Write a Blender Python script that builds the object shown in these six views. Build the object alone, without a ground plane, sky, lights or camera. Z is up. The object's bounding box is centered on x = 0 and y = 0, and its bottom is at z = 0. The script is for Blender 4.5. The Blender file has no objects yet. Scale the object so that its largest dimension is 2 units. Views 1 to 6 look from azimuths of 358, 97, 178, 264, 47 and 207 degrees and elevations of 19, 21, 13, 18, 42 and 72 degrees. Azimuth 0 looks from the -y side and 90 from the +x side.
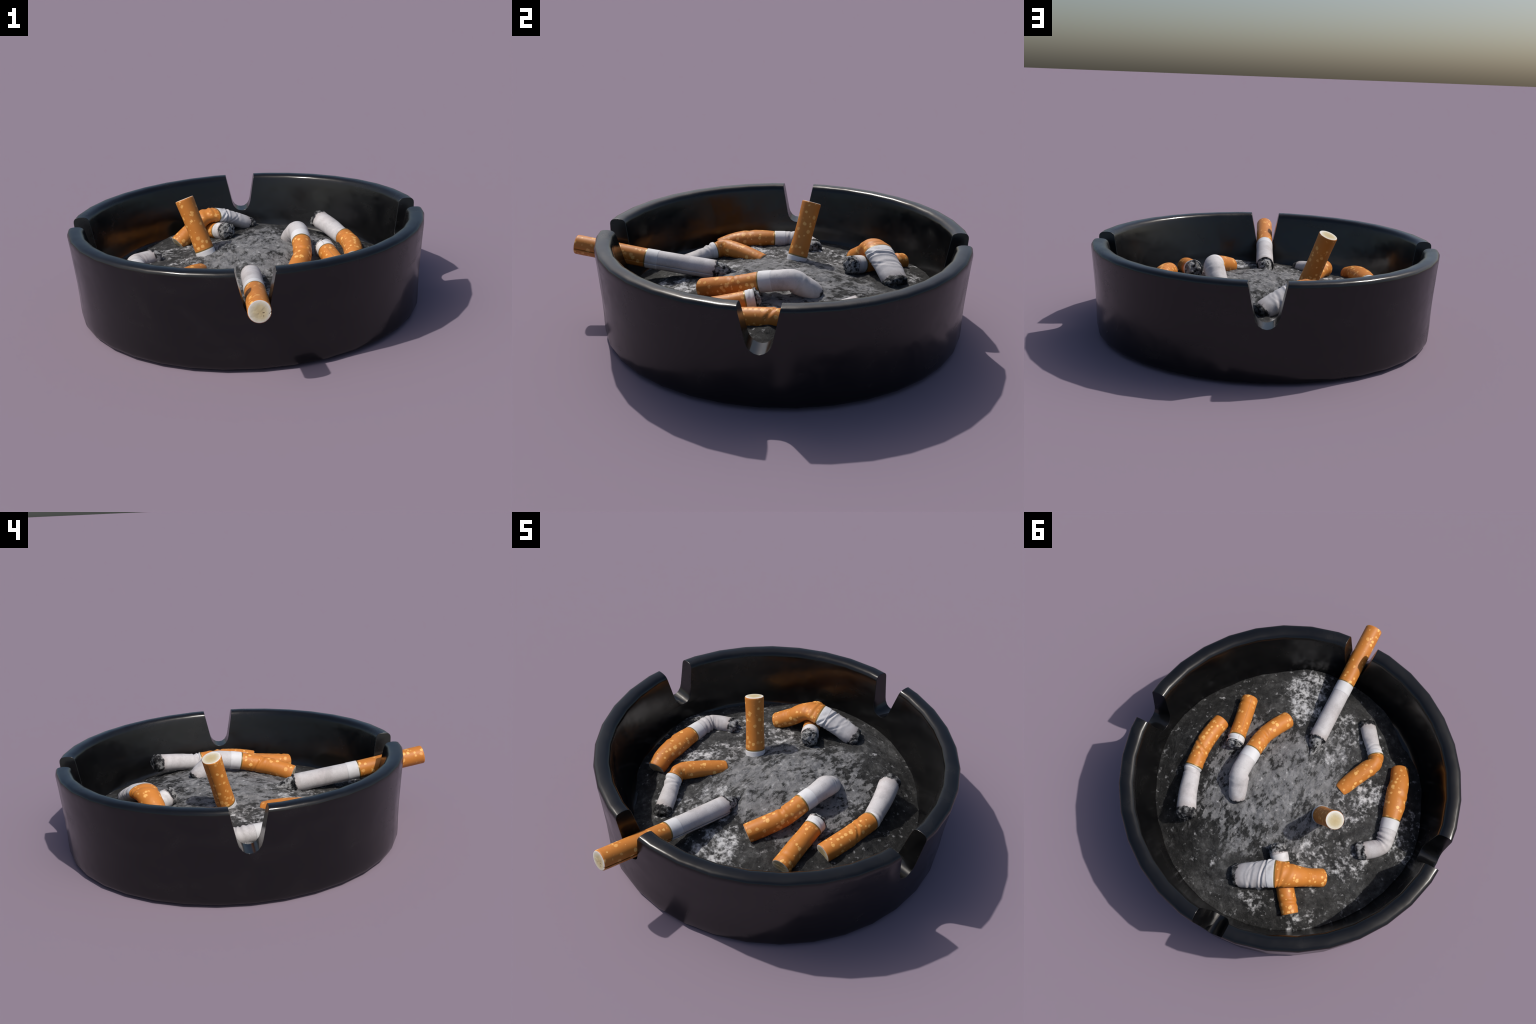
# A round black glazed ashtray with four rest notches, a bed of ash and nine
# stubbed-out cigarette butts.  Metres, z up.
import bpy, bmesh, math, random
import numpy as np
from mathutils import Vector, noise as mnoise

random.seed(7)
np.random.seed(7)
CY = 0.081                      # the ashtray's axis stands at (0, CY)
SCENE = bpy.context.scene.collection


# ------------------------------------------------------------------ helpers
def new_object(name, mesh, parent=None):
    ob = bpy.data.objects.new(name, mesh)
    SCENE.objects.link(ob)
    if parent:
        ob.parent = parent
    return ob


def smoothstep(a, b, x):
    t = np.clip((x - a) / (b - a), 0, 1)
    return t * t * (3 - 2 * t)


def fbm(p, scale, octaves=3, seed=0.0):
    """Fractal noise about -1..1 at a point."""
    v = Vector((p[0] * scale + seed, p[1] * scale - seed * 0.7, p[2] * scale + seed * 1.3))
    return mnoise.fractal(v, 1.0, 2.0, octaves)


class Nodes:
    """Small helper that writes node trees."""

    def __init__(self, name):
        self.mat = bpy.data.materials.new(name)
        self.mat.use_nodes = True
        self.t = self.mat.node_tree
        self.bsdf = self.t.nodes["Principled BSDF"]
        self.coord = self.add("ShaderNodeTexCoord").outputs["Object"]

    def add(self, kind, **props):
        n = self.t.nodes.new(kind)
        for k, v in props.items():
            setattr(n, k, v)
        return n

    def link(self, a, b):
        self.t.links.new(a, b)

    def put(self, socket, value):
        if hasattr(value, "is_linked"):
            self.link(value, socket)
        else:
            socket.default_value = value

    def noise(self, scale, detail=3.0, rough=0.55, vec=None, dist=0.0):
        n = self.add("ShaderNodeTexNoise")
        n.inputs["Scale"].default_value = scale
        n.inputs["Detail"].default_value = detail
        n.inputs["Roughness"].default_value = rough
        n.inputs["Distortion"].default_value = dist
        self.link(vec or self.coord, n.inputs["Vector"])
        return n.outputs["Fac"]

    def ramp(self, fac, stops, interp="LINEAR"):
        n = self.add("ShaderNodeValToRGB")
        n.color_ramp.interpolation = interp
        e = n.color_ramp.elements
        while len(e) < len(stops):
            e.new(0.5)
        for el, (p, c) in zip(e, stops):
            el.position = p
            el.color = (c, c, c, 1) if isinstance(c, (int, float)) else (*c, 1)
        self.link(fac, n.inputs["Fac"])
        return n.outputs["Color"]

    def math(self, op, a, b=0.0, c=None, clamp=False):
        n = self.add("ShaderNodeMath", operation=op, use_clamp=clamp)
        self.put(n.inputs[0], a)
        self.put(n.inputs[1], b)
        if c is not None:
            self.put(n.inputs[2], c)
        return n.outputs[0]

    def mix(self, fac, a, b, blend="MIX"):
        n = self.add("ShaderNodeMix", data_type="RGBA", blend_type=blend)
        self.put(n.inputs[0], fac)
        for s, v in ((n.inputs[6], a), (n.inputs[7], b)):
            self.put(s, (*v, 1) if isinstance(v, tuple) and len(v) == 3 else v)
        return n.outputs[2]

    def vmath(self, op, a, b):
        n = self.add("ShaderNodeVectorMath", operation=op)
        self.put(n.inputs[0], a)
        self.put(n.inputs[1], b)
        return n.outputs["Value"] if op in ("DOT_PRODUCT", "DISTANCE", "LENGTH") else n.outputs[0]

    def prop(self, name):
        """A custom property of the object (a place measured on that butt)."""
        n = self.add("ShaderNodeAttribute", attribute_type="OBJECT", attribute_name=f'["{name}"]')
        return n.outputs["Vector"]

    def stretched(self, sx, sy, sz, rot=(0, 0, 0)):
        n = self.add("ShaderNodeMapping")
        n.inputs["Scale"].default_value = (sx, sy, sz)
        n.inputs["Rotation"].default_value = rot
        self.link(self.coord, n.inputs["Vector"])
        return n.outputs[0]

    def bump(self, height, strength, distance):
        n = self.add("ShaderNodeBump")
        n.inputs["Strength"].default_value = strength
        n.inputs["Distance"].default_value = distance
        self.link(height, n.inputs["Height"])
        self.link(n.outputs[0], self.bsdf.inputs["Normal"])

    def finish(self, color, rough, **other):
        self.put(self.bsdf.inputs["Base Color"], (*color, 1) if isinstance(color, tuple) else color)
        self.put(self.bsdf.inputs["Roughness"], rough)
        for k, v in other.items():
            self.put(self.bsdf.inputs[k.replace("_", " ")], v)
        return self.mat


# ---------------------------------------------------------------- materials
def black_glaze():
    m = Nodes("black_glaze")
    smudge = m.noise(4.5, 4, 0.6, m.stretched(1, 1, 1.6), 0.6)
    fine = m.noise(38, 3, 0.6)
    rough = m.math("ADD", m.ramp(smudge, [(0.35, 0.13), (0.66, 0.26)]), m.math("MULTIPLY", fine, 0.05))
    col = m.mix(m.ramp(smudge, [(0.45, 0.0), (0.75, 1.0)]), (0.0028, 0.0028, 0.0032), (0.0065, 0.0062, 0.006))
    m.bump(m.noise(7, 2, 0.5), 0.10, 0.02)
    return m.finish(col, rough, Specular_IOR_Level=0.5)


def ash_material():
    m = Nodes("ash")
    sep = m.add("ShaderNodeSeparateXYZ")
    m.link(m.coord, sep.inputs[0])
    warp = m.noise(3.2, 4, 0.6)

    def patch(x, y, r, soft=0.6):
        """A round patch of ash about (x, y), its edge broken by noise."""
        flat = m.vmath("MULTIPLY", m.coord, (1.0, 1.0, 0.0))
        d = m.math("DIVIDE", m.vmath("DISTANCE", flat, (x, y - CY, 0.0)), r)
        d = m.math("ADD", d, m.math("MULTIPLY", m.math("SUBTRACT", warp, 0.5), 1.3))
        return m.ramp(d, [(0.0, 1.0), (1.0 - soft, 1.0) if soft < 1 else (0.01, 1.0), (1.0, 0.0)], "EASE")

    def most(patches):
        out = patches[0]
        for p in patches[1:]:
            out = m.math("MAXIMUM", out, p)
        return out

    grain = m.noise(24, 8, 0.70)
    fine = m.noise(75, 4, 0.65)
    cloud = m.noise(13, 4, 0.6)
    streak = m.math("ADD", m.math("MULTIPLY", m.noise(42, 6, 0.72, m.stretched(1.0, 0.5, 1.0, (0, 0, 0.5))), 0.62), m.math("MULTIPLY", m.noise(10, 4, 0.62), 0.38))
    speck = m.math("ADD", m.math("MULTIPLY", m.noise(46, 4, 0.62), 0.55), m.math("MULTIPLY", m.noise(19, 3, 0.6), 0.45))
    # charcoal ground, clouded with grey dust
    dark = m.ramp(m.math("ADD", m.math("MULTIPLY", grain, 0.6), m.math("MULTIPLY", cloud, 0.4)),
                  [(0.38, (0.009, 0.009, 0.009)), (0.50, (0.016, 0.016, 0.016)), (0.58, (0.032, 0.032, 0.0315)), (0.68, (0.085, 0.085, 0.084))])
    grey = m.ramp(m.math("ADD", m.math("MULTIPLY", grain, 0.6), m.math("MULTIPLY", cloud, 0.4)), [(0.38, 0.018), (0.50, 0.045), (0.66, 0.12)])
    dusty = most([patch(-0.35, 0.20, 0.62), patch(-0.15, -0.25, 0.45), patch(0.10, 0.66, 0.30), patch(0.22, -0.45, 0.35)])
    dark = m.mix(m.math("MULTIPLY", dusty, 0.8), dark, grey)
    # pale grey heap in the middle: smooth ash broken by dark cracks, thinning out in streaks
    pale = most([patch(0.10, 0.08, 0.52), patch(0.28, -0.03, 0.32), patch(0.14, 0.30, 0.40), patch(-0.02, -0.12, 0.36)])
    heart = most([patch(0.12, 0.06, 0.34, 0.8), patch(0.26, -0.06, 0.2, 0.8)])
    cover = m.math("ADD", m.math("ADD", streak, m.math("MULTIPLY", heart, 0.026)), m.math("MULTIPLY", pale, 0.128))
    cover = m.ramp(cover, [(0.575, 0.0), (0.605, 0.45), (0.635, 0.85), (0.70, 1.0)])
    tone = m.ramp(m.math("ADD", m.math("MULTIPLY", cloud, 0.5), m.math("MULTIPLY", grain, 0.5)),
                  [(0.36, (0.11, 0.11, 0.112)), (0.50, (0.185, 0.185, 0.189)), (0.62, (0.25, 0.25, 0.255))])
    col = m.mix(m.math("MULTIPLY", cover, m.ramp(pale, [(0.0, 0.25), (0.5, 1.0)])), dark, tone)
    # whitish flecks where butts were ground out
    white = most([patch(0.20, -0.52, 0.20), patch(0.14, -0.38, 0.16), patch(-0.14, -0.42, 0.13), patch(-0.10, -0.25, 0.14),
                  patch(-0.45, -0.12, 0.14), patch(-0.34, 0.03, 0.14), patch(-0.28, 0.36, 0.14), patch(-0.48, 0.30, 0.16),
                  patch(-0.70, 0.10, 0.14), patch(-0.70, -0.07, 0.13), patch(-0.40, 0.74, 0.12), patch(-0.12, 0.70, 0.14)])
    faint = most([patch(-0.35, 0.25, 0.55), patch(-0.15, -0.25, 0.40), patch(0.10, 0.70, 0.25), patch(0.20, -0.45, 0.3)])
    bright = most([patch(0.19, -0.54, 0.19), patch(0.15, -0.40, 0.15), patch(-0.40, -0.10, 0.10)])
    amount = m.math("ADD", m.math("MULTIPLY_ADD", bright, 0.05, m.math("MULTIPLY", white, 0.078)), m.math("MULTIPLY", faint, 0.012))
    fleck = m.ramp(m.math("ADD", speck, amount), [(0.575, 0.0), (0.64, 0.35), (0.71, 1.0)])
    col = m.mix(m.math("MULTIPLY", fleck, 0.95), col, (0.55, 0.55, 0.56))
    m.bump(m.math("ADD", grain, m.math("MULTIPLY", fine, 0.4)), 0.75, 0.016)
    return m.finish(col, 0.8, Specular_IOR_Level=0.25)


def cork_paper():
    m = Nodes("cork_tipping_paper")
    warm = m.noise(16, 4, 0.6)
    base = m.mix(warm, (0.47, 0.158, 0.024), (0.60, 0.220, 0.038))
    vor = m.add("ShaderNodeTexVoronoi")
    vor.inputs["Scale"].default_value = 40
    m.link(m.coord, vor.inputs["Vector"])
    size = m.add("ShaderNodeSeparateColor")
    m.link(vor.outputs["Color"], size.inputs[0])
    ragged = m.math("MULTIPLY", m.math("SUBTRACT", m.noise(105, 3, 0.6), 0.5), 0.55)
    near = m.math("SUBTRACT", m.math("MULTIPLY_ADD", size.outputs[0], 0.46, 0.02), m.math("ADD", vor.outputs["Distance"], ragged))
    spot = m.ramp(m.math("ADD", near, 0.5), [(0.50, 0.0), (0.56, 1.0)])
    halo = m.ramp(m.math("ADD", near, 0.5), [(0.40, 0.0), (0.54, 0.30)])
    col = m.mix(halo, base, (0.60, 0.25, 0.06))
    col = m.mix(m.math("MULTIPLY", spot, m.math("MULTIPLY_ADD", size.outputs[1], 0.5, 0.5)), col, (0.87, 0.47, 0.14))
    m.bump(m.noise(60, 3, 0.6), 0.12, 0.004)
    return m.finish(col, 0.5, Specular_IOR_Level=0.35)


def gilt_band():
    m = Nodes("olive_gilt_band")
    col = m.mix(m.noise(50, 2), (0.17, 0.105, 0.022), (0.27, 0.18, 0.055))
    return m.finish(col, 0.42, Metallic=0.25)


def white_paper(name, tint, scorch):
    m = Nodes(name)
    n = m.noise(20, 4, 0.6)
    col = m.mix(m.ramp(n, [(0.35, 0.0), (0.7, 1.0)]), tuple(0.90 * c for c in tint), tint)
    blush = m.noise(9, 3, 0.55)
    col = m.mix(m.ramp(blush, [(0.45, 0.0), (0.75, 0.45)]), col, (0.46, 0.405, 0.40))
    grime = m.ramp(m.noise(11, 5, 0.68), [(0.50, 0.0), (0.68, 0.5)])
    col = m.mix(grime, col, (0.30, 0.28, 0.28))
    if scorch:
        # distance along the butt back from its burnt end, edge made ragged by noise
        back = m.vmath("DOT_PRODUCT", m.vmath("SUBTRACT", m.coord, m.prop("burnt_place")), m.prop("burnt_axis"))
        back = m.math("ADD", back, m.math("MULTIPLY", m.math("SUBTRACT", m.noise(40, 4, 0.65), 0.5), 0.050))
        lines = m.math("SINE", m.math("MULTIPLY", m.math("ADD", back, m.math("MULTIPLY", n, 0.004)), 980.0))
        col = m.mix(m.math("MULTIPLY", m.math("MULTIPLY_ADD", lines, 0.22, 0.22), m.ramp(m.noise(14, 3), [(0.35, 0.15), (0.65, 1.0)])), col, (0.33, 0.31, 0.315))
        char = m.ramp(m.math("MULTIPLY_ADD", back, 12.0, 0.5), [(0.52, 1.0), (0.60, 0.0)])
        tan = m.ramp(m.math("MULTIPLY_ADD", back, 12.0, 0.5), [(0.55, 0.75), (0.98, 0.0)])
        col = m.mix(tan, col, (0.36, 0.32, 0.31))
        col = m.mix(char, col, (0.016, 0.016, 0.018))
    m.bump(m.noise(90, 3, 0.6), 0.12, 0.003)
    return m.finish(col, 0.62, Specular_IOR_Level=0.3)


def seam_glue():
    m = Nodes("brown_seam_glue")
    return m.finish(m.mix(m.noise(60, 3), (0.10, 0.055, 0.03), (0.30, 0.17, 0.09)), 0.6)


def filter_core():
    m = Nodes("filter_core")
    d = m.vmath("DISTANCE", m.coord, m.prop("face_place"))
    d = m.math("ADD", d, m.math("MULTIPLY", m.math("SUBTRACT", m.noise(40, 3), 0.5), 0.016))
    col = m.ramp(m.math("MULTIPLY", d, 16.0), [(0.0, (0.46, 0.36, 0.195)), (0.40, (0.50, 0.42, 0.26)), (0.62, (0.58, 0.53, 0.41)), (0.75, (0.67, 0.65, 0.61))])
    m.bump(m.noise(120, 2), 0.3, 0.003)
    return m.finish(col, 0.85, Specular_IOR_Level=0.2)


def burnt_tobacco(name, pale):
    m = Nodes(name)
    a = m.noise(40, 5, 0.66)
    lift = 0.05 * pale
    col = m.ramp(a, [(0.41 - lift, (0.006, 0.006, 0.007)), (0.49 - lift, (0.030, 0.030, 0.032)), (0.55 - lift, (0.10 + 0.09 * pale,) * 3), (0.66 - lift, (0.21 + 0.14 * pale,) * 3)])
    m.bump(a, 0.9, 0.01)
    return m.finish(col, 0.85, Specular_IOR_Level=0.2)


SEAM = seam_glue()
GLAZE, ASH, CORK, GILT = black_glaze(), ash_material(), cork_paper(), gilt_band()
TIPPING = white_paper("white_tipping_paper", (0.66, 0.655, 0.665), False)
PAPER = white_paper("cigarette_paper", (0.575, 0.555, 0.56), True)
CORE = filter_core()
CHAR, GREY_ASH = burnt_tobacco("charred_tobacco", 0.0), burnt_tobacco("grey_tobacco_ash", 1.0)


# ------------------------------------------------------------------ ashtray
SIDES = 36                       # the wall is a soft 36-sided ring


def ashtray():
    # (radius, height) from the middle of the underside, round the rim to the middle of the floor
    profile = [(0.0, 0.006), (0.60, 0.006), (0.83, 0.002), (0.845, 0.0), (0.858, 0.003), (0.866, 0.010), (0.885, 0.012), (0.8935, 0.019), (0.898, 0.034),
               (0.900, 0.07), (0.901, 0.13), (0.904, 0.20), (0.910, 0.285), (0.9175, 0.38), (0.923, 0.44),
               (0.9245, 0.455), (0.9235, 0.465), (0.919, 0.4725), (0.913, 0.4775), (0.903, 0.4805), (0.885, 0.482), (0.868, 0.4805),
               (0.857, 0.4775), (0.848, 0.4715), (0.8425, 0.463), (0.839, 0.452), (0.832, 0.42), (0.816, 0.34), (0.799, 0.265),
               (0.788, 0.215), (0.779, 0.180), (0.766, 0.157), (0.746, 0.141), (0.716, 0.131), (0.68, 0.127), (0.40, 0.126), (0.0, 0.126)]
    bm = bmesh.new()
    rings = []
    for r, z in profile:
        if r == 0:
            rings.append([bm.verts.new((0, 0, z))])
        else:
            rings.append([bm.verts.new((r * math.cos(2 * math.pi * k / SIDES), r * math.sin(2 * math.pi * k / SIDES), z)) for k in range(SIDES)])
    for a, b in zip(rings, rings[1:]):
        for k in range(SIDES):
            j = (k + 1) % SIDES
            if len(a) == 1:
                bm.faces.new((a[0], b[j], b[k]))
            elif len(b) == 1:
                bm.faces.new((a[k], a[j], b[0]))
            else:
                bm.faces.new((a[k], a[j], b[j], b[k]))
    bmesh.ops.recalc_face_normals(bm, faces=bm.faces)
    me = bpy.data.meshes.new("ashtray")
    bm.to_mesh(me)
    bm.free()
    me.materials.append(GLAZE)
    ob = new_object("ashtray", me)
    ob.location = (0, CY, 0)

    # one notch cutter: a long bar with a rounded-bottom trough section, used across x and across y
    half = [(0.0915, 0.50), (0.0875, 0.478), (0.057, 0.325), (0.050, 0.303), (0.037, 0.284), (0.019, 0.272)]
    section = [(-x, z) for x, z in half] + [(0.0, 0.2685)] + [(x, z) for x, z in reversed(half)]
    section += [(0.13, 0.70), (-0.13, 0.70)]
    for turn in (0, 1):
        bm = bmesh.new()
        ends = []
        for s in (-1.3, 1.3):
            ends.append([bm.verts.new((x, s, z) if turn == 0 else (s, x, z)) for x, z in section])
        n = len(section)
        for k in range(n):
            bm.faces.new((ends[0][k], ends[0][(k + 1) % n], ends[1][(k + 1) % n], ends[1][k]))
        bm.faces.new(ends[0])
        bm.faces.new(ends[1])
        bmesh.ops.recalc_face_normals(bm, faces=bm.faces)
        cm = bpy.data.meshes.new("notch_cutter")
        bm.to_mesh(cm)
        bm.free()
        cutter = new_object("notch_cutter", cm)
        cutter.location = (0, CY, 0)
        mod = ob.modifiers.new("notch", "BOOLEAN")
        mod.operation, mod.solver, mod.object = "DIFFERENCE", "EXACT", cutter
        bpy.context.view_layer.update()
        deps = bpy.context.evaluated_depsgraph_get()
        cut = bpy.data.meshes.new_from_object(ob.evaluated_get(deps))
        ob.modifiers.clear()
        old = ob.data
        ob.data = cut
        bpy.data.meshes.remove(old)
        bpy.data.objects.remove(cutter)
        bpy.data.meshes.remove(cm)
    ob.data.name = "ashtray"
    bev = ob.modifiers.new("soft_notch_edges", "BEVEL")
    bev.width, bev.segments, bev.limit_method, bev.angle_limit = 0.007, 3, "ANGLE", math.radians(40)
    bev.use_clamp_overlap = True
    deps = bpy.context.evaluated_depsgraph_get()
    bpy.context.view_layer.update()
    done = bpy.data.meshes.new_from_object(ob.evaluated_get(bpy.context.evaluated_depsgraph_get()))
    ob.modifiers.clear()
    ob.data = done
    done.name = "ashtray"
    for p in done.polygons:
        p.use_smooth = True
    wn = ob.modifiers.new("even_shading", "WEIGHTED_NORMAL")
    wn.weight = 60
    wn.keep_sharp = True
    ob["label"] = "round glossy black ashtray with four rim notches, full of ash"
    ob["category"] = "ashtray"
    return ob


# lumps and dips of the ash bed: (x, y, height, spread)
ASH_LUMPS = [(-0.215, 0.125, 0.014, 0.10), (0.22, -0.65, 0.032, 0.13), (0.66, -0.20, 0.014, 0.12), (0.0, -0.68, 0.014, 0.16), (0.0, 0.74, 0.034, 0.24), (-0.30, 0.74, 0.026, 0.19),
             (0.67, 0.07, 0.052, 0.20), (0.12, 0.42, 0.018, 0.16), (0.27, 0.48, 0.008, 0.18), (-0.45, -0.14, 0.006, 0.20), (-0.71, 0.10, 0.022, 0.12),
             (-0.10, -0.44, -0.009, 0.14), (0.27, -0.40, -0.010, 0.17), (-0.20, -0.27, -0.009, 0.14), (0.14, -0.22, -0.008, 0.12),
             (-0.44, -0.48, -0.030, 0.17), (-0.42, 0.38, -0.018, 0.18), (-0.72, -0.20, -0.012, 0.14), (0.66, -0.33, -0.006, 0.13), (0.56, 0.66, -0.012, 0.12)]


def ash_height(x, y):
    """Height of the ash bed: a broad heap near the middle on a thin, lumpy bed that dips at the wall."""
    r = math.hypot(x, y - CY)
    h = 0.160 + 0.050 * float(smoothstep(0.80, 0.54, r))
    h += 0.068 * math.exp(-((math.hypot(x - 0.07, y - 0.08) / 0.36) ** 2.4))
    for lx, ly, up, spread in ASH_LUMPS:
        h += up * math.exp(-((x - lx) ** 2 + (y - ly) ** 2) / spread ** 2)
    inner = float(smoothstep(0.80, 0.62, r))
    h += 0.009 * inner * fbm((x, y, 0), 4.0, 3, 3.1)
    h += 0.008 * inner * fbm((x, y, 0), 17.0, 3, 8.7)
    return h


def ash_bed(tray):
    rings, seg = 150, 220
    bm = bmesh.new()
    centre = bm.verts.new((0, 0, ash_height(0, CY)))
    last = None
    for i in range(1, rings + 1):
        r = 0.800 * i / rings
        now = []
        for k in range(seg):
            a = 2 * math.pi * k / seg
            x, y = r * math.cos(a), r * math.sin(a)
            z = ash_height(x, y + CY)
            grain = 0.0030 * fbm((x, y, 0), 52.0, 2, 1.9) * float(smoothstep(0.80, 0.66, r))
            now.append(bm.verts.new((x, y, z + grain)))
        for k in range(seg):
            j = (k + 1) % seg
            if last is None:
                bm.faces.new((centre, now[k], now[j]))
            else:
                bm.faces.new((last[k], now[k], now[j], last[j]))
        last = now
    # turn the outer edge down into the tray so that the bed has depth
    skirt = [bm.verts.new((v.co.x, v.co.y, 0.118)) for v in last]
    for k in range(seg):
        j = (k + 1) % seg
        bm.faces.new((last[k], skirt[k], skirt[j], last[j]))
    for f in bm.faces:
        f.smooth = True
    bmesh.ops.recalc_face_normals(bm, faces=bm.faces)
    me = bpy.data.meshes.new("ash_bed")
    bm.to_mesh(me)
    bm.free()
    me.materials.append(ASH)
    ob = new_object("ash_bed", me, tray)
    ob["kind"] = "stuff"
    return ob


# ------------------------------------------------------------ cigarette butts
def spline(points, step):
    """Catmull-Rom through control rows; returns samples and the arc length at each row."""
    P = np.array(points, float)
    ext = np.vstack([2 * P[0] - P[1], P, 2 * P[-1] - P[-2]])
    out, marks, s = [], [0.0], 0.0
    for i in range(1, len(ext) - 2):
        p0, p1, p2, p3 = ext[i - 1], ext[i], ext[i + 1], ext[i + 2]
        n = max(4, int(np.linalg.norm(p2[:3] - p1[:3]) / (step * 0.2)))
        for k in range(n):
            t = k / n
            out.append(0.5 * (2 * p1 + (p2 - p0) * t + (2 * p0 - 5 * p1 + 4 * p2 - p3) * t * t + (3 * p1 - p0 - 3 * p2 + p3) * t ** 3))
        marks.append(len(out))
    out.append(P[-1])
    out = np.array(out)
    arc = np.concatenate([[0], np.cumsum(np.linalg.norm(np.diff(out[:, :3], axis=0), axis=1))])
    return out, arc, [float(arc[int(m)]) for m in marks]


ROUND_TIP = [(0.010, 1.0), (0.020, 0.96), (0.029, 0.86), (0.035, 0.66), (0.037, 0.40), (0.037, 0.18)]
FLAT_TIP = [(0.004, 0.99), (0.007, 0.93), (0.006, 0.84), (0.012, 0.76), (0.018, 0.62), (0.021, 0.42), (0.022, 0.20)]
CRUMB_TIP = [(0.012, 0.99), (0.024, 0.95), (0.034, 0.86), (0.040, 0.66), (0.042, 0.40), (0.043, 0.20)]
STUB_TIP = [(0.003, 0.96), (0.007, 0.84), (0.009, 0.60), (0.009, 0.30)]
CONE_TIP = [(-0.002, 0.97), (-0.004, 0.89), (0.010, 0.83), (0.024, 0.76), (0.042, 0.65), (0.062, 0.50), (0.082, 0.36), (0.102, 0.24), (0.118, 0.10)]


def cigarette_butt(label, rows, band, burn, tip=ROUND_TIP, pale=False, wrinkles=(), seam=None, turn=0.0, tipping=0.058, seed=0.0, crumple=1.0, face_tilt=0.0):
    """rows: (x, y, z, half width, half height) down the middle of the butt from the filter's face.
    band, burn: the rows where the filter ends and where the paper is burnt off.
    wrinkles: (distance from the band, depth, width, slant, side) of each crease."""
    path, arc, marks = spline(rows, 0.005)
    s_band, s_burn = marks[band], marks[burn]
    s_white = min(s_band + tipping, s_burn - 0.004)
    cuts = [0.0, 0.002, 0.005, s_band - 0.007, s_band, s_white - 0.0015, s_white, s_white + 0.0015, s_burn - 0.006, s_burn - 0.002, s_burn]
    fill = np.arange(0.009, s_burn - 0.008, 0.0042)
    ss = sorted(set(np.round([c for c in cuts if 0 <= c <= s_burn] + [f for f in fill if min(abs(f - c) for c in cuts) > 0.0016], 6)))
    sample = lambda s: np.array([np.interp(s, arc, path[:, c]) for c in range(path.shape[1])])
    frames = []
    up0 = np.array([0, 0, 1.0])
    for s in ss:
        t = sample(min(s + 0.012, arc[-1]))[:3] - sample(max(s - 0.012, 0))[:3]
        t /= np.linalg.norm(t)
        ref = up0 if abs(t[2]) < 0.8 else np.array([0, 1.0, 0])
        side = np.cross(t, ref)
        side /= np.linalg.norm(side)
        frames.append((sample(s), t, side, np.cross(side, t)))
    n_seg = 40
    angles = [2 * math.pi * k / n_seg for k in range(n_seg)]
    if seam is not None:
        angles = [a for a in angles if abs((a - seam + math.pi) % (2 * math.pi) - math.pi) > 0.07] + [seam - 0.06, seam - 0.022, seam, seam + 0.045]
        angles.sort()
    n_ang = len(angles)
    bend = []
    for i in range(len(ss)):
        a, b = max(0, i - 3), min(len(ss) - 1, i + 3)
        bend.append((frames[b][1] - frames[a][1]) / max(ss[b] - ss[a], 1e-4))
    verts, part_of_ring = [], []
    for i, s in enumerate(ss):
        c, t, side, up = frames[i]
        for a in angles:
            d = math.cos(a) * side + math.sin(a) * up
            k = float(np.dot(bend[i], d))                 # > 0 on the inner side of a bend
            f = 1.0
            if k > 0:
                f -= min(0.16, 0.012 * k) + 0.006 * min(k, 6) / 6 * 3 * math.sin(s * 2 * math.pi / 0.021 + 2.5 * math.sin(a))
            else:
                f -= min(0.05, 0.005 * -k)
            for pos, depth, width, slant, where in wrinkles:
                q = (s - s_band - pos - slant * math.sin(a - where)) / width
                lobe = 0.5 + 0.5 * math.cos(a - where)
                f -= depth * lobe * (math.exp(-q * q) - 0.75 * math.exp(-(abs(q) - 1.7) ** 2))
            p0 = c[:3] + d * c[3]
            f += crumple * (0.020 * fbm(p0, 11.0, 2, seed) + 0.010 * fbm(p0, 38.0, 2, seed + 5))
            if s < 0.006:
                f -= 0.05 * (1 - s / 0.006) ** 2            # the face's rim is slightly rounded
            if s_band - 0.0065 < s <= s_band:
                f += 0.004
            if s_band < s < s_white:
                f += 0.028
            if s > s_burn - 0.012:
                f += 0.07 * (s - s_burn + 0.012) / 0.012 * fbm(p0, 30.0, 2, seed + 9)
            f += 0.0016 * math.sin(s * 1500) if s > s_white else 0.0
            if seam is not None and s > 0.02:
                off = (a - seam + math.pi) % (2 * math.pi) - math.pi
                if abs(off) < 1e-6:
                    f -= 0.022
                elif 0 < off < 0.5:
                    f += 0.014 * (1 - off / 0.5)
            tilt = face_tilt * math.sin(a) * max(0, 1 - s / 0.05) * 0.05
            verts.append(c[:3] + side * math.cos(a) * c[3] * f + up * math.sin(a) * c[4] * f - t * tilt)
    n_tube = len(ss)
    # burnt end: rings that close over the crumbling tobacco
    c, t, side, up = frames[-1]
    end_dir = sample(arc[-1])[:3] - c[:3]
    end_dir = end_dir / np.linalg.norm(end_dir) if np.linalg.norm(end_dir) > 1e-4 else t
    ridge = [verts[(n_tube - 1) * n_ang + j] for j in range(n_ang)]
    mid = np.mean(ridge, axis=0)
    fine_tip = []
    profile = [(0.0, 1.0)] + list(tip)
    for (h0, f0), (h1, f1) in zip(profile, profile[1:]):
        for u in (0.5, 1.0):
            fine_tip.append((h0 + (h1 - h0) * u, f0 + (f1 - f0) * u))
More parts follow.
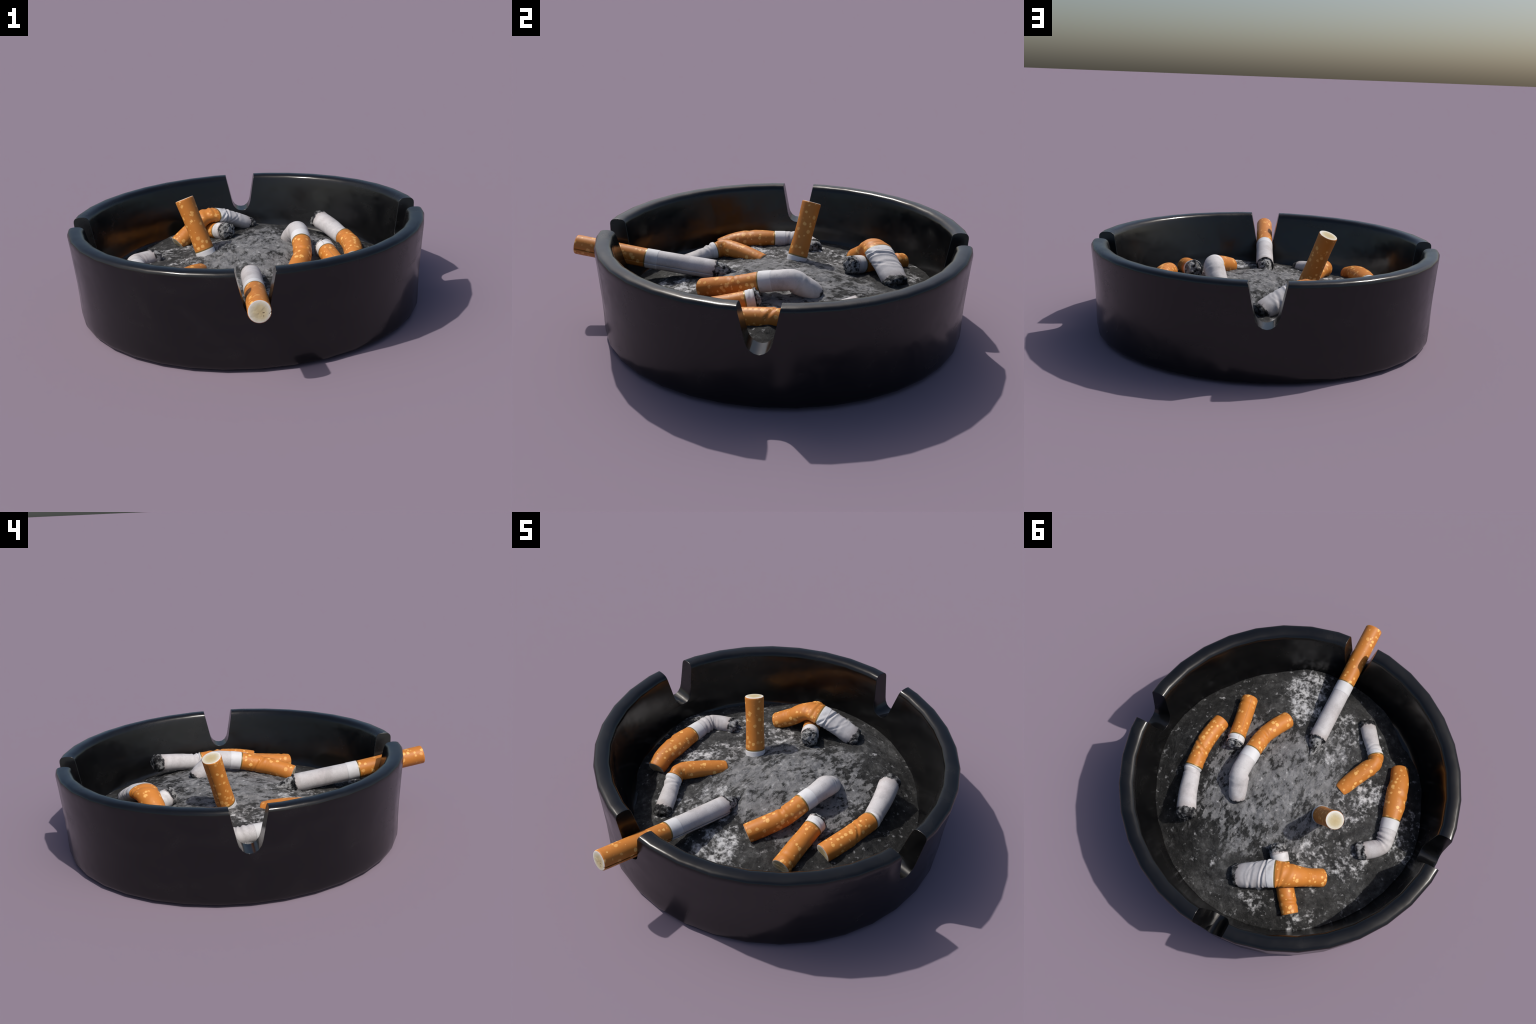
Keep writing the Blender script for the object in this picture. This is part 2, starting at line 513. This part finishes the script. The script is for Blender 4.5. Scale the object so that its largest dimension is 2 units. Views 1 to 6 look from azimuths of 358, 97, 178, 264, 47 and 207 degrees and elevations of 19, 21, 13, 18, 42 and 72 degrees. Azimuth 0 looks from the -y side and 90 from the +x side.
    for h, f in fine_tip:
        for j in range(n_ang):
            p = mid + (ridge[j] - mid) * f + end_dir * h
            w = min(1.0, h / 0.01 + (1 - f) * 3)
            rough = 0.010 * fbm(p, 36.0, 3, seed + 2) + 0.005 * fbm(p, 100.0, 2, seed + 4)
            out = (ridge[j] - mid) / max(np.linalg.norm(ridge[j] - mid), 1e-6)
            verts.append(p + (0.55 * out * f + 0.8 * end_dir) * rough * w)
    n_rings = n_tube + len(fine_tip)
    verts.append(mid + end_dir * (tip[-1][0] + 0.001))
    apex = len(verts) - 1
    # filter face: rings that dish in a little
    face_mid = np.mean(verts[:n_ang], axis=0)
    face_rings = []
    t0 = frames[0][1]
    for f, h in ((0.97, -0.0006), (0.92, -0.0008), (0.7, -0.0008), (0.45, -0.0007), (0.2, -0.0007)):
        face_rings.append(len(verts))
        for j in range(n_ang):
            p = face_mid + (verts[j] - face_mid) * f + t0 * h
            verts.append(p + t0 * 0.0015 * fbm(p, 60.0, 2, seed) * (1 if f < 0.9 else 0))
    verts.append(face_mid - t0 * 0.0007)
    face_apex = len(verts) - 1

    faces = {"filter_core": [], "filter": [], "gilt_band": [], "tipping_paper": [], "paper": [], "burnt_tip": []}
    def which(i):
        m = 0.5 * (ss[i] + ss[i + 1])
        if m < s_band - 0.007:
            return "filter"
        if m < s_band:
            return "gilt_band"
        return "tipping_paper" if m < s_white else "paper"
    for i in range(n_rings - 1):
        key = which(i) if i < n_tube - 1 else "burnt_tip"
        for j in range(n_ang):
            k = (j + 1) % n_ang
            faces[key].append((i * n_ang + j, i * n_ang + k, (i + 1) * n_ang + k, (i + 1) * n_ang + j))
    for j in range(n_ang):
        k = (j + 1) % n_ang
        faces["burnt_tip"].append(((n_rings - 1) * n_ang + j, (n_rings - 1) * n_ang + k, apex))
        faces["filter_core"].append((j, face_rings[0] + j, face_rings[0] + k, k))
        for a, b in zip(face_rings, face_rings[1:]):
            faces["filter_core"].append((a + j, b + j, b + k, a + k))
        faces["filter_core"].append((face_rings[-1] + j, face_apex, face_rings[-1] + k))

    V = np.array(verts)
    low = V[:, 2].min()
    base = np.array([V[:, 0].mean(), V[:, 1].mean(), low])
    V = V - base
    # normals of the whole butt, shared by its parts along their common borders
    whole = bpy.data.meshes.new("whole")
    whole.from_pydata([tuple(v) for v in V], [], [f for fs in faces.values() for f in fs])
    bm = bmesh.new()
    bm.from_mesh(whole)
    bmesh.ops.recalc_face_normals(bm, faces=bm.faces)
    bm.to_mesh(whole)
    bm.free()
    flipped = {}
    for p in whole.polygons:
        flipped[frozenset(p.vertices)] = tuple(p.vertices)
    normals = np.array([v.normal[:] for v in whole.vertices])
    bpy.data.meshes.remove(whole)

    root = bpy.data.objects.new("cigarette_butt", None)
    root.empty_display_size = 0.05
    SCENE.objects.link(root)
    root.location = base
    root["label"], root["category"] = label, "cigarette butt"
    look = {"filter_core": CORE, "filter": CORK, "gilt_band": GILT, "tipping_paper": TIPPING, "paper": PAPER, "burnt_tip": GREY_ASH if pale else CHAR}
    burnt_place = mid - base
    for key, fs in faces.items():
        if not fs:
            continue
        fs = [flipped[frozenset(f)] for f in fs]
        used = sorted({v for f in fs for v in f})
        index = {v: n for n, v in enumerate(used)}
        me = bpy.data.meshes.new(key)
        me.from_pydata([tuple(V[v]) for v in used], [], [[index[v] for v in f] for f in fs])
        me.materials.append(look[key])
        if seam is not None and key in ("filter", "paper", "tipping_paper", "gilt_band"):
            # the lapped glue seam shows as a fine brown line
            me.materials.append(SEAM)
            j_seam = min(range(n_ang), key=lambda j: abs(angles[j] - seam)) - 1
            for p in me.polygons:
                if {used[v] % n_ang for v in p.vertices} == {j_seam, j_seam + 1}:
                    p.material_index = 1
        for p in me.polygons:
            p.use_smooth = True
        if key != "filter_core":
            me.normals_split_custom_set_from_vertices([tuple(normals[v]) for v in used])
        ob = new_object(key, me, root)
        ob["burnt_place"] = [float(x) for x in burnt_place]
        ob["burnt_axis"] = [float(-x) for x in t]
        ob["face_place"] = [float(x) for x in (face_mid - base)]
    return root


def rows(*r):
    """Fill in the usual half width and half height where a row gives none."""
    return [(*q, 0.050, 0.050) if len(q) == 3 else ((*q, q[3]) if len(q) == 4 else q) for q in r]


def all_butts():
    up = math.pi / 2
    # whole cigarette laid in the front notch, its ash cone reaching the heap
    cigarette_butt("long cigarette resting in the notch, grey ash cone", rows(
        (0.003, -0.9930, 0.366, 0.050), (0.0025, -0.80, 0.335, 0.050), (0.002, -0.623, 0.3075, 0.049), (0.001, -0.44, 0.282, 0.050), (-0.001, -0.262, 0.258, 0.051), (-0.010, -0.17, 0.245, 0.051)),
        2, 4, CONE_TIP, True, seam=-1.0, seed=1.3, crumple=0.35, tipping=0.062)
    # stub planted upright in the heap
    cigarette_butt("stub planted upright in the ash", rows(
        (-0.322, 0.1995, 0.541, 0.051), (-0.276, 0.168, 0.404, 0.0485), (-0.231, 0.136, 0.268, 0.052), (-0.215, 0.125, 0.222, 0.053), (-0.199, 0.113, 0.172, 0.053)),
        2, 4, ROUND_TIP, seam=2.6, seed=4.1, crumple=0.5, tipping=0.09)
    # by the left wall, white part kinked to one side
    cigarette_butt("bent butt with kinked white paper and charred end", rows(
        (-0.500, -0.335, 0.203, 0.049, 0.044), (-0.530, -0.255, 0.228, 0.056, 0.046), (-0.547, -0.18, 0.239, 0.060, 0.046), (-0.567, -0.10, 0.239, 0.058, 0.045), (-0.583, -0.029, 0.234, 0.051, 0.043),
        (-0.598, 0.06, 0.230, 0.049, 0.044), (-0.597, 0.130, 0.226, 0.051, 0.045), (-0.525, 0.197, 0.218, 0.050, 0.045), (-0.497, 0.214, 0.213, 0.048)),
        4, 7, CRUMB_TIP, True, wrinkles=((0.085, 0.06, 0.007, 0.01, 0.4), (0.115, 0.10, 0.007, 0.014, 0.5), (0.14, 0.06, 0.006, 0.01, 0.6), (-0.12, 0.05, 0.016, 0.03, 2.8)), seed=7.7, tipping=0.060)
    # thin crushed butt folded at the filter
    cigarette_butt("thin crushed butt folded sharply at the filter", rows(
        (-0.252, -0.054, 0.224, 0.044, 0.033), (-0.285, -0.130, 0.240, 0.047, 0.039), (-0.325, -0.215, 0.250, 0.049, 0.044), (-0.355, -0.282, 0.246, 0.048, 0.050), (-0.340, -0.330, 0.237, 0.044, 0.044),
        (-0.303, -0.378, 0.230, 0.041, 0.036), (-0.266, -0.425, 0.219, 0.045, 0.034), (-0.222, -0.487, 0.202, 0.046, 0.037), (-0.206, -0.512, 0.195, 0.044)),
        4, 7, CRUMB_TIP, wrinkles=((0.03, 0.09, 0.007, 0.012, 1.2), (0.05, 0.06, 0.006, -0.01, 2.2), (-0.03, 0.10, 0.012, 0.02, 0.2), (0.085, 0.06, 0.012, 0.02, 2.0), (-0.07, 0.07, 0.02, 0.03, -0.4)), seed=11.2, tipping=0.03, crumple=1.6)
    # flattened butt thrown across a shorter one
    cigarette_butt("flattened, wrinkled butt lying across another", rows(
        (-0.391, 0.437, 0.214, 0.051, 0.047), (-0.315, 0.485, 0.268, 0.052, 0.050), (-0.238, 0.527, 0.332, 0.063, 0.047), (-0.160, 0.560, 0.338, 0.074, 0.041),
        (-0.065, 0.606, 0.297, 0.071, 0.043), (0.017, 0.645, 0.250, 0.065, 0.047), (0.045, 0.655, 0.236, 0.058, 0.045)),
        3, 5, ROUND_TIP, wrinkles=((0.030, 0.07, 0.006, 0.034, 0.7), (0.060, 0.11, 0.006, 0.018, 1.7), (0.100, 0.04, 0.006, 0.045, 0.5), (0.135, 0.05, 0.009, 0.020, 2.4), (-0.05, 0.07, 0.012, 0.02, 2.0), (-0.02, 0.06, 0.006, 0.01, 2.6)), seed=15.9, tipping=0.035, crumple=1.5)
    cigarette_butt("short butt pinned beneath a flattened one", rows(
        (-0.325, 0.698, 0.229, 0.047, 0.045), (-0.25, 0.605, 0.243, 0.049, 0.046), (-0.153, 0.478, 0.267, 0.047, 0.046), (-0.112, 0.432, 0.277, 0.050, 0.048), (-0.096, 0.412, 0.281, 0.048)),
        2, 3, CRUMB_TIP, True, wrinkles=((-0.22, 0.08, 0.01, 0.01, 1.4),), seed=19.4, tipping=0.045)
    # middle of the heap, bent over and stubbed nose down
    cigarette_butt("butt bent nose down into the ash", rows(
        (0.207, -0.293, 0.240, 0.050, 0.051), (0.245, -0.205, 0.270, 0.050), (0.272, -0.125, 0.290, 0.049), (0.279, -0.06, 0.307, 0.049), (0.281, 0.002, 0.322, 0.050),
        (0.283, 0.085, 0.335, 0.051), (0.281, 0.135, 0.339, 0.054), (0.277, 0.158, 0.336, 0.056), (0.270, 0.176, 0.325, 0.056), (0.260, 0.203, 0.305, 0.053), (0.246, 0.243, 0.277, 0.050), (0.236, 0.268, 0.253, 0.045), (0.233, 0.276, 0.245, 0.043)),
        4, 11, STUB_TIP, wrinkles=((0.165, 0.06, 0.006, 0.008, -1.6), (0.185, 0.05, 0.006, -0.008, -1.2), (-0.11, 0.08, 0.012, 0.02, 2.6), (-0.08, 0.04, 0.008, 0.02, 2.9)), seed=23.8, tipping=0.060)
    cigarette_butt("very short butt smoked down to the filter", rows(
        (0.468, -0.307, 0.232, 0.049, 0.047), (0.445, -0.21, 0.248, 0.049), (0.408, -0.044, 0.277, 0.048), (0.397, -0.004, 0.284, 0.051), (0.388, 0.028, 0.289, 0.058)),
        2, 3, FLAT_TIP, True, seam=1.9, wrinkles=((-0.235, 0.06, 0.01, 0.01, 0.2), (0.025, 0.08, 0.007, 0.012, 1.0)), seed=27.5, tipping=0.045, crumple=1.3)
    cigarette_butt("butt kinked at the filter, white part raised", rows(
        (0.542, -0.102, 0.246, 0.049, 0.050), (0.553, -0.02, 0.259, 0.051), (0.558, 0.065, 0.265, 0.051), (0.553, 0.145, 0.263, 0.049), (0.544, 0.222, 0.258, 0.050), (0.541, 0.240, 0.257, 0.048),
        (0.529, 0.272, 0.260, 0.048), (0.490, 0.375, 0.279, 0.052, 0.050), (0.445, 0.470, 0.295, 0.055, 0.052), (0.434, 0.495, 0.299, 0.056)),
        4, 8, CRUMB_TIP, wrinkles=((0.014, 0.10, 0.006, 0.010, 1.8), (0.038, 0.06, 0.008, 0.012, 0.8), (-0.13, 0.055, 0.009, 0.03, 1.2), (-0.09, 0.035, 0.012, -0.02, 1.6), (-0.06, 0.03, 0.01, 0.03, 2.4)), seed=31.6, tipping=0.020)


tray = ashtray()
ash_bed(tray)
all_butts()
